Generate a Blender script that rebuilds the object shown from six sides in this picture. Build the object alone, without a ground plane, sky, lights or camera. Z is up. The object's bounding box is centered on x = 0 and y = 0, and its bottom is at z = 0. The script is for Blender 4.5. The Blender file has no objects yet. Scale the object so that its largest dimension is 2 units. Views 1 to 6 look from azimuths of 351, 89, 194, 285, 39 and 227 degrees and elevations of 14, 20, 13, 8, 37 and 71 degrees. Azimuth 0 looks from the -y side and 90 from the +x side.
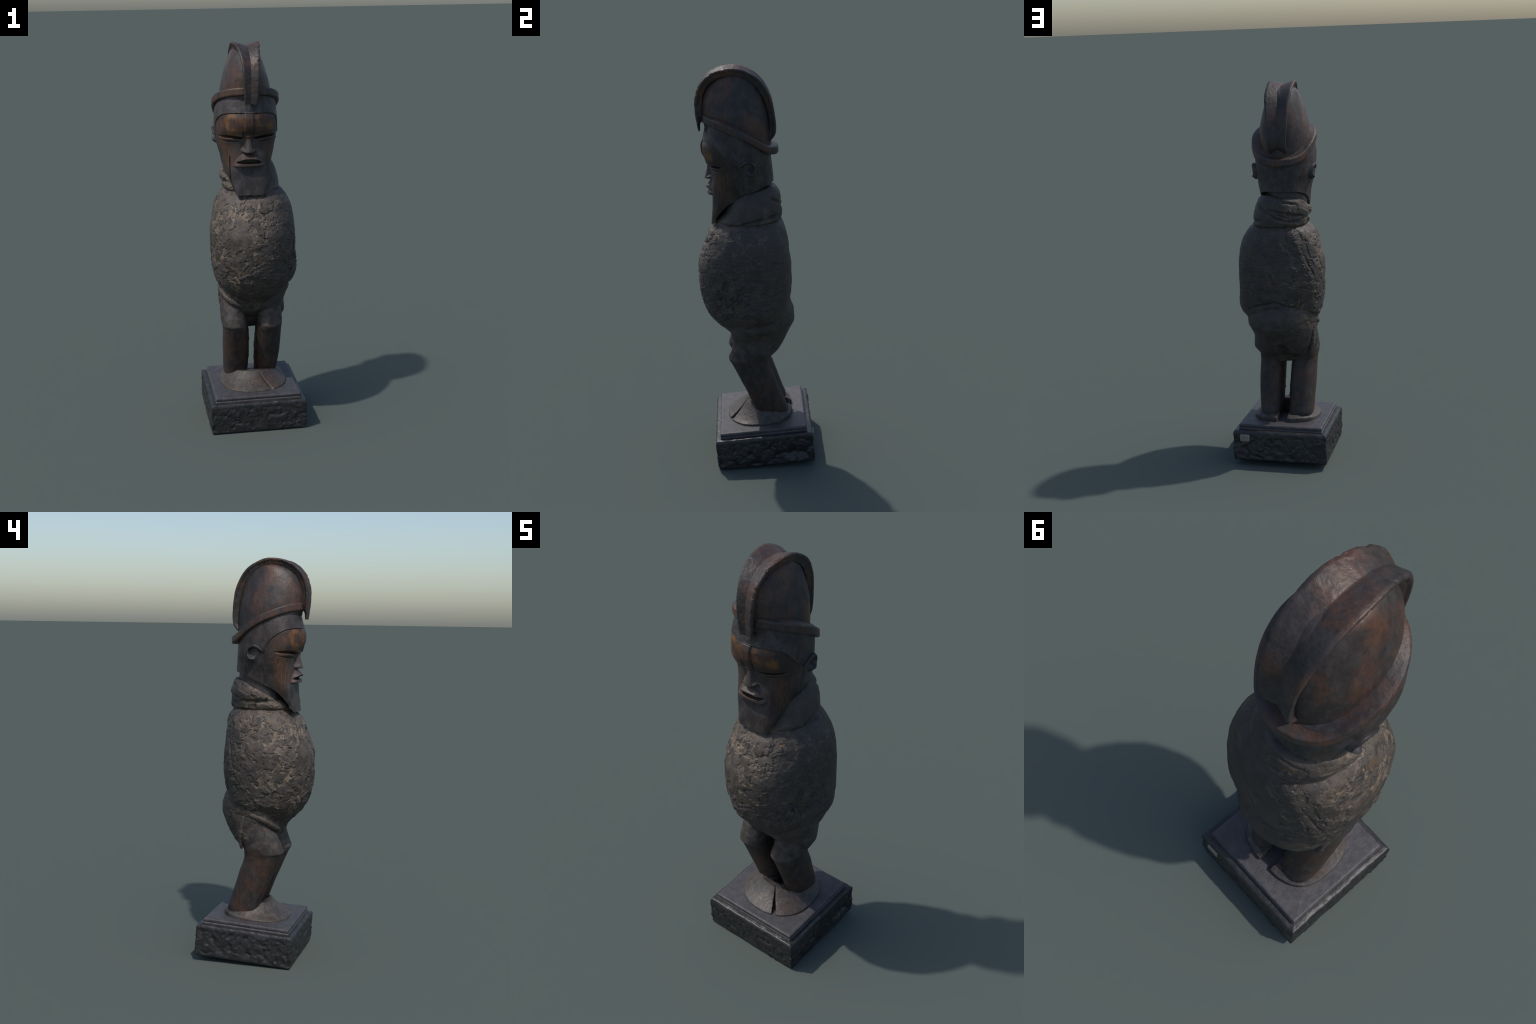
"""Carved wooden power figure: helmeted bearded head, clay-packed torso, bent legs, on a rough black plinth.
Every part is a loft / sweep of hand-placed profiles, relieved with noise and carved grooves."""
import bpy, math
import numpy as np

PI = math.pi
# ------------------------------------------------------------------ helpers
def S(a, b, x):
    t = np.clip((np.asarray(x, float) - a) / (b - a), 0, 1)
    return t * t * (3 - 2 * t)

def G(x, w):
    return np.exp(-(np.asarray(x) / w) ** 2)

def pchip(xs, ys, x):
    """monotone cubic through control points (ys may have several columns)"""
    xs = np.asarray(xs, float); ys = np.asarray(ys, float)
    if xs[0] > xs[-1]:
        xs = xs[::-1]; ys = ys[::-1]
    one = ys.ndim == 1
    if one: ys = ys[:, None]
    h = np.diff(xs)[:, None]; d = np.diff(ys, axis=0) / h
    m = np.zeros_like(ys); m[0] = d[0]; m[-1] = d[-1]
    if len(xs) > 2:
        w1 = 2 * h[1:] + h[:-1]; w2 = h[1:] + 2 * h[:-1]
        ok = d[1:] * d[:-1] > 0
        with np.errstate(divide='ignore', invalid='ignore'):
            mm = (w1 + w2) / (w1 / d[:-1] + w2 / d[1:])
        m[1:-1] = np.where(ok, mm, 0)
    x = np.clip(np.asarray(x, float), xs[0], xs[-1]); sh = x.shape; x = x.ravel()
    i = np.clip(np.searchsorted(xs, x) - 1, 0, len(xs) - 2)
    t = ((x - xs[i]) / h[i, 0])[:, None]; hh = h[i]
    r = ((2*t**3 - 3*t**2 + 1) * ys[i] + (t**3 - 2*t**2 + t) * hh * m[i]
         + (-2*t**3 + 3*t**2) * ys[i+1] + (t**3 - t**2) * hh * m[i+1])
    return r[:, 0].reshape(sh) if one else r.reshape(sh + (ys.shape[1],))

# --- gradient noise, same lattice hash as the Noise Texture node, so relief and colour agree
M32 = np.uint32
def _rot(x, k): return (x << M32(k)) | (x >> M32(32 - k))
def _hash3(x, y, z):
    s = M32((0xdeadbeef + (3 << 2) + 13) & 0xffffffff)
    a = x.astype(np.uint32) + s; b = y.astype(np.uint32) + s; c = z.astype(np.uint32) + s
    c ^= b; c -= _rot(b, 14); a ^= c; a -= _rot(c, 11); b ^= a; b -= _rot(a, 25)
    c ^= b; c -= _rot(b, 16); a ^= c; a -= _rot(c, 4); b ^= a; b -= _rot(a, 14)
    c ^= b; c -= _rot(b, 24)
    return c
def _grad(h, x, y, z):
    h = h & M32(15)
    u = np.where(h < 8, x, y)
    v = np.where(h < 4, y, np.where((h == 12) | (h == 14), x, z))
    return np.where(h & M32(1), -u, u) + np.where(h & M32(2), -v, v)
def snoise(P):
    P = np.asarray(P, float); F = np.floor(P); f = P - F; I = F.astype(np.int64)
    w = f * f * f * (f * (f * 6 - 15) + 10); out = 0
    for dx in (0, 1):
        wx = w[:, 0] if dx else 1 - w[:, 0]
        for dy in (0, 1):
            wy = w[:, 1] if dy else 1 - w[:, 1]
            for dz in (0, 1):
                wz = w[:, 2] if dz else 1 - w[:, 2]
                g = _grad(_hash3(I[:, 0] + dx, I[:, 1] + dy, I[:, 2] + dz), f[:, 0] - dx, f[:, 1] - dy, f[:, 2] - dz)
                out = out + wx * wy * wz * g
    return out * 0.982
def fbm(P, scale, detail=3, rough=.5):
    """0..1, as a Noise Texture node gives for these settings"""
    P = np.asarray(P, float) * scale; s = 0; a = 1; tot = 0
    for k in range(int(detail) + 1):
        s = s + a * snoise(P); tot += a; a *= rough; P = P * 2
    return .5 * s / tot + .5
def sn(P, scale, detail=2, rough=.5):
    return 2 * fbm(P, scale, detail, rough) - 1

def seg_dist(P, pts):
    """distance to a polyline and position 0..1 along it"""
    pts = np.asarray(pts, float); best = np.full(len(P), 9.); par = np.zeros(len(P))
    for i in range(len(pts) - 1):
        a, b = pts[i], pts[i + 1]; d = b - a
        t = np.clip(((P - a) @ d) / (d @ d), 0, 1)
        q = np.linalg.norm(P - a - t[:, None] * d, axis=1)
        m = q < best; best = np.where(m, q, best); par = np.where(m, (i + t) / (len(pts) - 1), par)
    return best, par
def groove(P, pts, w, depth, wob=.004, fade=True):
    Q = P + wob * np.stack([sn(P + o, 30, 2) for o in (0., 7., 13.)], 1)
    d, t = seg_dist(Q, pts)
    e = S(0, .12, t) * (1 - S(.88, 1, t)) if fade else 1
    return -depth * np.exp(-(d / w) ** 2) * e

class Surf:
    """vertex array + faces, displaced before it becomes a mesh"""
    def __init__(s, V, F):
        s.V = np.asarray(V, float); s.F = F            # F: list of index arrays (n,4) or (n,3)
    def normals(s):
        N = np.zeros_like(s.V)
        for F in s.F:
            a, b, c = s.V[F[:, 0]], s.V[F[:, 1]], s.V[F[:, 2]]
            d = s.V[F[:, 3]] if F.shape[1] == 4 else a
            n = np.cross(c - a, d - b) if F.shape[1] == 4 else np.cross(b - a, c - a)
            for k in range(F.shape[1]):
                for j in range(3):
                    N[:, j] += np.bincount(F[:, k], n[:, j], len(s.V))
        return N / np.maximum(np.linalg.norm(N, axis=1, keepdims=True), 1e-12)
    def push(s, d):
        s.V = s.V + s.normals() * np.asarray(d)[:, None]; return s

def grid_faces(nr, nc, closed=True):
    """rows go up (increasing row = next ring), columns run round"""
    i = np.arange(nr - 1)[:, None]; j = np.arange(nc if closed else nc - 1)[None, :]; k = (j + 1) % nc
    return np.stack([i*nc + j, i*nc + k, (i+1)*nc + k, (i+1)*nc + j], -1).reshape(-1, 4)

def rings_surf(R, flip=False, cap0=True, cap1=True, kcap=6):
    """R: (rings, cols, 3), closed round; the ends are closed with shrinking rings"""
    R = np.asarray(R, float)
    def cap(r):
        c = r.mean(0); out = []
        for k in range(1, kcap + 1):
            out.append(c + (r - c) * (1 - k / (kcap + .0) * .999))
        return out
    L = list(R)
    if cap0: L = cap(R[0])[::-1] + L
    if cap1: L = L + cap(R[-1])
    A = np.array(L); F = grid_faces(A.shape[0], A.shape[1])
    if flip: F = F[:, ::-1]
    return Surf(A.reshape(-1, 3), [F])

def section(th, xl, xr, yf, yb, n, cy):
    """rounded-box ring: th 0 = front (-y), pi/2 = +x"""
    cx = (xl + xr) / 2; hw = (xr - xl) / 2
    s, c = np.sin(th), np.cos(th)
    e = 2 / n
    X = cx + hw * np.sign(s) * np.abs(s) ** e
    Y = cy + np.where(c > 0, yf - cy, yb - cy) * np.abs(c) ** e
    return X, Y

def loft(keys, nt, nz, cy=None):
    """keys rows: z, x-left, x-right, y-front, y-back, squareness"""
    K = np.array(keys, float); K = K[np.argsort(K[:, 0])]
    z = np.linspace(K[0, 0], K[-1, 0], nz); k = pchip(K[:, 0], K[:, 1:], z)
    th = np.linspace(0, 2 * PI, nt, endpoint=False)[None, :]
    cyv = (k[:, 2] + k[:, 3]) / 2 if cy is None else np.full(nz, cy)
    X, Y = section(th, k[:, 0:1], k[:, 1:2], k[:, 2:3], k[:, 3:4], k[:, 4:5], cyv[:, None])
    return np.stack([X, Y, np.broadcast_to(z[:, None], X.shape)], -1)

ROOT = None
def add(name, surf, mat, normals=None, faces=None):
    V, F = surf.V, surf.F if faces is None else faces
    used = np.unique(np.concatenate([f.ravel() for f in F]))
    remap = np.full(len(V), -1); remap[used] = np.arange(len(used))
    me = bpy.data.meshes.new(name)
    me.vertices.add(len(used)); me.vertices.foreach_set('co', V[used].astype(np.float32).ravel())
    nl = sum(f.size for f in F); npoly = sum(len(f) for f in F)
    me.loops.add(nl); me.polygons.add(npoly)
    me.loops.foreach_set('vertex_index', np.concatenate([remap[f].ravel() for f in F]).astype(np.int32))
    tot = np.concatenate([np.full(len(f), f.shape[1]) for f in F]); st = np.concatenate([[0], np.cumsum(tot)[:-1]])
    me.polygons.foreach_set('loop_start', st.astype(np.int32))
    me.polygons.foreach_set('use_smooth', np.ones(npoly, bool))
    me.update(calc_edges=True); me.validate()
    if normals is not None:
        me.normals_split_custom_set_from_vertices([tuple(n) for n in normals[used]])
    me.materials.append(mat)
    ob = bpy.data.objects.new(name, me); bpy.context.scene.collection.objects.link(ob); ob.parent = ROOT
    return ob

# ------------------------------------------------------------------ materials
class Mat:
    def __init__(s, name):
        s.m = bpy.data.materials.new(name); s.m.use_nodes = True
        s.t = s.m.node_tree; s.n = s.t.nodes
        s.b = s.n['Principled BSDF']
        s.co = s.n.new('ShaderNodeTexCoord').outputs['Object']
    def link(s, a, b): s.t.links.new(a, b)
    def put(s, inp, v):
        if hasattr(v, 'is_linked'): s.link(v, inp)
        else: inp.default_value = v
    def mapped(s, scale, loc=(0, 0, 0)):
        n = s.n.new('ShaderNodeMapping'); n.inputs['Scale'].default_value = scale; n.inputs['Location'].default_value = loc
        s.link(s.co, n.inputs['Vector']); return n.outputs[0]
    def noise(s, scale, detail=3, rough=.5, vec=None, dist=0):
        n = s.n.new('ShaderNodeTexNoise'); s.link(vec or s.co, n.inputs['Vector'])
        n.inputs['Scale'].default_value = scale; n.inputs['Detail'].default_value = detail
        n.inputs['Roughness'].default_value = rough; n.inputs['Distortion'].default_value = dist
        return n.outputs['Fac']
    def voronoi(s, scale, vec=None):
        n = s.n.new('ShaderNodeTexVoronoi'); s.link(vec or s.co, n.inputs['Vector']); n.inputs['Scale'].default_value = scale
        return n.outputs['Distance']
    def sm(s, x, a, b, lo=0., hi=1.):
        n = s.n.new('ShaderNodeMapRange'); n.interpolation_type = 'SMOOTHSTEP'
        s.put(n.inputs[0], x)
        for i, v in enumerate((a, b, lo, hi)): n.inputs[i + 1].default_value = v
        return n.outputs[0]
    def math(s, op, a, b=0.):
        n = s.n.new('ShaderNodeMath'); n.operation = op; s.put(n.inputs[0], a); s.put(n.inputs[1], b); return n.outputs[0]
    def mul(s, *a):
        r = a[0]
        for b in a[1:]: r = s.math('MULTIPLY', r, b)
        return r
    def xyz(s):
        n = s.n.new('ShaderNodeSeparateXYZ'); s.link(s.co, n.inputs[0]); return n.outputs
    def near(s, p, r):
        """soft ball mask around a point"""
        n = s.n.new('ShaderNodeVectorMath'); n.operation = 'DISTANCE'; s.link(s.co, n.inputs[0]); n.inputs[1].default_value = p
        return s.sm(n.outputs['Value'], r * .35, r, 1., 0.)
    def mix(s, f, a, b):
        n = s.n.new('ShaderNodeMix'); n.data_type = 'RGBA'; s.put(n.inputs[0], f)
        for i, v in ((6, a), (7, b)):
            s.put(n.inputs[i], v if hasattr(v, 'is_linked') else (*v, 1))
        return n.outputs[2]
    def done(s, col, rough=.5, bump=None, strength=.3, dist=.002, spec=.5):
        s.put(s.b.inputs['Base Color'], col); s.put(s.b.inputs['Roughness'], rough)
        s.b.inputs['Specular IOR Level'].default_value = spec
        if bump is not None:
            n = s.n.new('ShaderNodeBump'); n.inputs['Strength'].default_value = strength; n.inputs['Distance'].default_value = dist
            s.put(n.inputs['Height'], bump); s.link(n.outputs[0], s.b.inputs['Normal'])
        return s.m

def wood_colour(m, dark=(.024, .020, .020), warm=(.085, .036, .020), amount=.6, grey=(.046, .040, .039)):
    """smoke-blackened wood with reddish wear and thin grain; returns colour, bump height, big mottling"""
    big = m.noise(9, 5, .65, m.mapped((1, 1, .8), (2, 0, 3))); fine = m.noise(75, 3, .6); grain = m.noise(1, 3, .6, m.mapped((130, 130, 12)))
    c = m.mix(m.sm(m.noise(34, 4, .65, m.mapped((1, 1, .6), (3, 1, 5))), .38, .66), dark, grey)
    w = m.mul(m.sm(big, .43, .66), m.sm(grain, .32, .62, .45, 1.), m.sm(fine, .3, .6, .6, 1.), amount)
    c = m.mix(w, c, warm)
    c = m.mix(m.mul(m.sm(fine, .54, .68), .4), c, (.012, .010, .010))
    return c, m.math('ADD', m.mul(fine, .6), m.mul(grain, .5)), big

def mat_dark_wood(name, *a, **k):
    m = Mat(name); c, h, big = wood_colour(m, *a, **k)
    return m.done(c, m.sm(big, .3, .7, .60, .44), h, .6, .0028, .45)

def mat_leg():
    m = Mat('leg_wood'); x, y, z = m.xyz()
    c, h, big = wood_colour(m, (.024, .019, .017), (.085, .034, .014), .7, (.042, .036, .033))
    # thighs and knees carry a caked grey crust, the shins are bare
    edge = m.math('ADD', z, m.math('ADD', m.mul(m.math('SUBTRACT', m.noise(22, 3), .5), .05), m.mul(y, -.25)))
    crust = m.sm(edge, .545, .590)
    cc = m.mix(m.sm(m.noise(30, 4, .65), .38, .62), (.031, .026, .024), (.062, .053, .047))
    cc = m.mix(m.mul(m.sm(m.noise(20, 3, .6, m.mapped((1, 1, 1), (5, 2, 2))), .6, .68), .6), cc, (.11, .05, .03))
    return m.done(m.mix(crust, c, cc), .6, h, .45, .0025, .35)

def mat_face():
    m = Mat('worn_face_wood')
    x, y, z = m.xyz()
    base, hw, _ = wood_colour(m, (.023, .020, .020), (.075, .035, .022), .4, (.050, .045, .045))
    stripes = m.noise(1, 2, .6, m.mapped((210, 210, 5)))
    wide = m.noise(1, 2, .5, m.mapped((60, 60, 7)))
    big = m.noise(11, 4, .6)
    c = m.mix(m.sm(big, .38, .64), (.029, .021, .018), (.060, .033, .024))
    cheeks = m.math('MAXIMUM', m.near((-.185, -.11, 1.45), .15), m.near((.14, -.10, 1.45), .14))
    c = m.mix(m.mul(cheeks, m.sm(stripes, .44, .62), m.sm(wide, .34, .58, .3, 1.), .9), c, (.122, .056, .028))
    fore = m.math('MAXIMUM', m.near((-.115, -.19, 1.60), .095), m.near((.055, -.19, 1.60), .085))
    fore = m.math('MAXIMUM', fore, m.mul(m.near((-.03, -.22, 1.59), .06), .5))
    c = m.mix(m.mul(fore, m.sm(m.noise(24, 3, .55, m.mapped((1, 1, .8), (2, 5, 1))), .41, .64), m.sm(stripes, .3, .6, .6, 1.)), c, (.165, .070, .018))
    # dark band along the brow shelf; greyer tone under the eyes and on the muzzle
    brow = m.mul(m.sm(z, 1.548, 1.556), m.sm(z, 1.566, 1.588, 1., 0.), m.sm(y, -.16, -.11, 1., 0.))
    c = m.mix(m.mul(brow, .7), c, (.018, .015, .014))
    grey = m.math('MAXIMUM', m.near((-.065, -.18, 1.485), .085), m.near((.02, -.18, 1.485), .075))
    grey = m.math('MAXIMUM', grey, m.mul(m.near((-.026, -.20, 1.43), .10), .7))
    c = m.mix(m.mul(grey, m.sm(m.noise(20, 3), .30, .6), .8), c, (.056, .050, .048))
    edge = m.n.new('ShaderNodeNewGeometry').outputs['Pointiness']
    c = m.mix(m.mul(m.sm(edge, .535, .60), .55, m.sm(y, -.2, -.15, 1., 0.)), c, (.13, .06, .03))
    c = m.mix(m.sm(y, -.115, -.055), c, base)
    h = m.math('ADD', m.mul(stripes, .6), m.mul(m.noise(70, 3), .4))
    return m.done(c, .52, h, .4, .002, .4)

def mat_clay(name='packed_clay_skin', tan_amount=1.):
    m = Mat(name); x, y, z = m.xyz()
    F = m.noise(11, 4, .55)                   # same field that raises the flakes
    mid = m.noise(26, 4, .65); fine = m.noise(95, 3, .6); big = m.noise(5, 3)
    c = m.mix(m.sm(mid, .38, .62), (.036, .030, .026), (.062, .051, .043))
    c = m.mix(m.mul(m.sm(big, .42, .68), .45), c, (.031, .027, .025))
    # pale dusty clay bared where the skin has flaked
    low = m.mul(m.sm(F, .42, .46), m.sm(F, .478, .500, 1., 0.))
    shoulder = m.math('MAXIMUM', m.near((-.17, -.09, 1.2), .26), m.near((-.03, -.22, 1.15), .22))
    where = m.math('ADD', m.sm(m.noise(6, 2, .5, m.mapped((1, 1, 1), (4, 2, 9))), .46, .60, .10, .85), m.mul(shoulder, .45))
    side = m.sm(m.math('ADD', x, m.mul(y, .6)), -.05, .12, 1., .35)
    c = m.mix(m.mul(low, where, side, m.sm(m.noise(48, 3, .6), .42, .56, .08, 1.), tan_amount), c, (.200, .148, .100))
    c = m.mix(m.mul(shoulder, m.sm(mid, .28, .70), side, .62 * tan_amount), c, (.130, .103, .080))
    rust = m.mul(m.sm(m.noise(17, 4, .6, m.mapped((1, 1, 1), (1, 8, 3))), .62, .70), .7)
    c = m.mix(rust, c, (.10, .055, .02))
    h = m.math('ADD', m.mul(fine, .6), m.mul(m.noise(1, 3, .6, m.mapped((40, 40, 130))), .5))
    return m.done(c, m.sm(mid, .35, .65, .50, .70), h, .6, .003, .42)

def mat_plinth(name, a, b, rough, spec=.5):
    m = Mat(name)
    n = m.noise(30, 4, .6); f = m.noise(140, 3, .6)
    c = m.mix(m.sm(n, .4, .62), a, b)
    c = m.mix(m.mul(m.sm(f, .56, .7), .3), c, tuple(v * 1.8 for v in b))
    h = m.math('ADD', f, m.mul(m.noise(1, 3, .6, m.mapped((90, 260, 90))), .6))
    return m.done(c, rough, h, .45, .002, spec)

def build():
    global ROOT
    ROOT = bpy.data.objects.new('carved_statue', None)
    bpy.context.scene.collection.objects.link(ROOT)
    ROOT['label'] = 'dark carved wooden standing figure with crested helmet on square black plinth'
    ROOT['category'] = 'statue'
    wood = mat_dark_wood('smoked_wood', (.023, .020, .020), (.075, .035, .022), .4, (.050, .045, .045))
    hatwood = mat_dark_wood('helmet_wood', (.028, .022, .021), (.110, .047, .024), .9, (.046, .038, .036))
    legwood = mat_leg()
    footwood = mat_dark_wood('dusty_foot_wood', (.036, .031, .028), (.085, .045, .025), .5, (.066, .058, .052))
    face_mat = mat_face(); clay = mat_clay(); clay2 = mat_clay('waist_clay', .45)
    pside = mat_plinth('hewn_black_paint', (.015, .0145, .015), (.026, .025, .026), .42)
    ptop = mat_plinth('paler_black_paint', (.042, .039, .042), (.060, .056, .059), .55)

    plinth(pside, ptop)
    foot(footwood)
    legs(legwood)
    torso(clay)
    hips(clay2)
    neck(wood, clay)
    head(wood, face_mat)
    helmet(hatwood)

# ------------------------------------------------------------------ plinth
TILT = math.atan(.0535)
def tilt(V, y0=-.222, z0=.0015):
    """the plinth stands on its front edge, its back a little raised"""
    y = V[:, 1] - y0; z = V[:, 2]; c, s = math.cos(TILT), math.sin(TILT)
    return np.stack([V[:, 0], y0 + y * c - z * s, z0 + y * s + z * c], 1)

def square_rings(profile, x0, x1, y0, y1, n):
    t = np.linspace(0, 1, n, endpoint=False)
    out = []
    for ins, z in profile:
        a, b, c, d = x0 + ins, x1 - ins, y0 + ins, y1 - ins
        xs = np.concatenate([a + (b - a) * t, np.full(n, b), b + (a - b) * t, np.full(n, a)])
        ys = np.concatenate([np.full(n, c), c + (d - c) * t, np.full(n, d), d + (c - d) * t])
        out.append(np.stack([xs, ys, np.full(4 * n, z)], 1))
    return np.array(out)

def dense(profile, step):
    P = [profile[0]]
    for a, b in zip(profile[:-1], profile[1:]):
        k = max(1, int(math.hypot(b[0] - a[0], b[1] - a[1]) / step))
        P += [(a[0] + (b[0] - a[0]) * i / k, a[1] + (b[1] - a[1]) * i / k) for i in range(1, k + 1)]
    return P

def plinth(pside, ptop):
    prof = dense([(.22, .0), (.02, 0), (.004, .001), (.001, .004), (0, .01), (0, .15), (.0015, .157), (.006, .1615), (.02, .163), (.05, .163)], .004)
    s = rings_surf(square_rings(prof, -.2525, .2475, -.2215, .2690, 110))
    P = s.V; z = P[:, 2]
    side = S(.0, .014, z) * (1 - S(.148, .160, z))
    rough = -.0095 * np.abs(sn(P, 19, 3, .55)) + .004 * sn(P, 9, 1) - .006 * S(.52, .68, fbm(P + 3, 27, 2)) + .003 * S(.6, .7, fbm(P + 8, 40, 1))
    fine = .0012 * sn(P, 90, 2)
    right = S(.2, .24, P[:, 0])                                   # deeper gouges on the right flank
    rough = rough - right * (.016 * G((P[:, 1] - .17) / 1., .06) * G(z - .055, .025) + .004 * S(.5, .7, fbm(P, 14, 2)))
    # smooth draft margin along the upper edge of the hewn faces
    P_edge = 1 - .75 * S(.128, .14, z + .006 * sn(P, 20, 1))
    s.push((rough + .002) * side * P_edge + fine * S(0, .01, z) - .004 * S(.4, .7, fbm(P + 9, 18, 3)) * S(.146, .156, z) * (1 - S(.1605, .164, z)))
    s.V = tilt(s.V); s.V[:, 2] = np.maximum(s.V[:, 2], 0)
    add('plinth', s, pside)
    prof = dense([(.02, .155), (.0, .158), (.0, .168), (.0025, .1695), (.0045, .1715), (.0025, .174), (.001, .178), (.0015, .1865), (.005, .190), (.012, .1905), (.222, .1915)], .003)
    s = rings_surf(square_rings(prof, -.2265, .2225, -.1965, .2425, 100), kcap=2)
    P = s.V; z = P[:, 2]
    s.push(.0008 * sn(P * [1, .6, 1], 60, 3) + .0011 * sn(P, 14, 2) - .0018 * S(.55, .7, fbm(P, 40, 2)) * S(.175, .186, z) * (1 - S(.1895, .1907, z)))
    s.V = tilt(s.V)
    add('plinth_slab', s, ptop)
    label_sticker()

def label_sticker():
    m = Mat('aged_paper'); m.done(m.mix(m.sm(m.noise(60, 3), .4, .7), (.20, .19, .15), (.26, .25, .20)), .7)
    ink = Mat('faded_ink'); ink.done(ink.mix(.5, (.12, .115, .10), (.10, .095, .085)), .8)
    w, h, r = .025, .0185, .005
    pts = []
    for cx, cz, a0 in ((w - r, h - r, 0), (-w + r, h - r, 90), (-w + r, -h + r, 180), (w - r, -h + r, 270)):
        for k in range(7):
            a = math.radians(a0 + 15 * k); pts.append((cx + r * math.cos(a), cz + r * math.sin(a)))
    pts = np.array(pts)
    def ring(y, k): return np.stack([pts[:, 0] * k, np.full(len(pts), y), pts[:, 1] * k], 1)
    R = np.array([ring(-.006, 1), ring(.0008, 1), ring(.0012, .97)])
    s = rings_surf(R, flip=True, kcap=2)
    c, si = math.cos(TILT), math.sin(TILT)
    o = np.array([.1835, .2670, .153])
    def place(V):
        return np.stack([V[:, 0] + o[0], V[:, 1] * c - V[:, 2] * si + o[1], V[:, 1] * si + V[:, 2] * c + o[2]], 1)
    s.V = place(s.V)
    lab = add('label', s, m.m)
    cu = bpy.data.curves.new('inscription', 'FONT'); cu.body = '1571'; cu.size = .019; cu.extrude = .0004
    cu.align_x = 'CENTER'; cu.align_y = 'CENTER'
    t = bpy.data.objects.new('inscription', cu); bpy.context.scene.collection.objects.link(t)
    dg = bpy.context.evaluated_depsgraph_get()
    me = bpy.data.meshes.new_from_object(t.evaluated_get(dg)); bpy.data.objects.remove(t)
    V = np.array([v.co for v in me.vertices])
    V = np.stack([-V[:, 0], V[:, 2] + .0014, V[:, 1]], 1); V = place(V)
    for v, p in zip(me.vertices, V): v.co = p
    me.name = 'inscription'; me.materials.clear(); me.materials.append(ink.m)
    ob = bpy.data.objects.new('inscription', me); bpy.context.scene.collection.objects.link(ob); ob.parent = lab

# ------------------------------------------------------------------ feet
def top_of_slab(y): return .002 + (y + .222) * .0535 + .1915
def foot(mat):
    """one flared foot pad, split by a crack in front and open between the heels"""
    nt, nr = 720, 150
    th = np.linspace(0, 2 * PI, nt, endpoint=False)
    X, Y = section(th, -.176, .176, -.163, .168, np.where(np.cos(th) > 0, 2.15, 2.9), .0)
    rho = np.concatenate([np.linspace(.02, .985, nr), [.996, 1.0, 1.0, .99]])
    x = X[None] * rho[:, None]; y = Y[None] * rho[:, None]
    zs = top_of_slab(y)
    # thin rim and long slope in front, steep shoulders at the sides, blunt thick heels
    yk = [-.17, -.09, -.03, .03, .09, .13, .17]
    edge = pchip(yk, [.005, .006, .008, .010, .014, .020, .022], y)
    rise = pchip(yk, [.074, .074, .064, .050, .032, .016, .012], y)
    run = pchip(yk, [.70, .66, .48, .26, .16, .12, .10], y)
    q = np.clip((1 - rho[:, None]) / run, 0, 1)
    z = zs + edge + rise * (q - .25 * q * (1 - q))
    P = np.stack([x, y, z], -1)
    lip = np.zeros(len(rho)); lip[-4:] = [.3, 1., 0, 0]
    z = P[..., 2]
    # rounded rim then skirt down to the slab
    z[-3] -= .003; z[-2] = zs[-2] - .004; z[-1] = zs[-1] - .01; z[-4] -= .0008
    F = P.reshape(-1, 3)
    # open slot between the heels
    wob = .004 * sn(F * [0, 1, 1] + [2, 0, 0], 25, 2)
    slot = S(.0275, .0245, np.abs(F[:, 0] - .002 + wob)) * S(-.026, -.016, F[:, 1])
    # wedge-shaped drying crack
    a, b = np.array([.008, -.048]), np.array([.080, -.150]); d = (b - a); L = np.linalg.norm(d); d /= L
    n = np.array([-d[1], d[0]]); q2 = F[:, :2] - a
    t = q2 @ d / L; off = q2 @ n + .004 * sn(F, 40, 2)
    half = .0012 + .0095 * np.clip(t, 0, 1) ** 1.5
    crack = S(half + .0012, half - .0008, np.abs(off)) * S(-.03, .03, t)
    F[:, 2] -= slot * .2 + crack * (.012 + .06 * np.clip(t, 0, 1))
    F[:, 2] = np.maximum(F[:, 2], top_of_slab(F[:, 1]) - .012)
    s = rings_surf(P, cap0=True, cap1=False, kcap=2)
    s.F = [s.F[0][:, ::-1]] if s.normals()[nt * 40, 2] < 0 else s.F
    s.push(.0015 * sn(s.V, 18, 3) + .0005 * sn(s.V, 70, 2))
    add('foot', s, mat)

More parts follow.
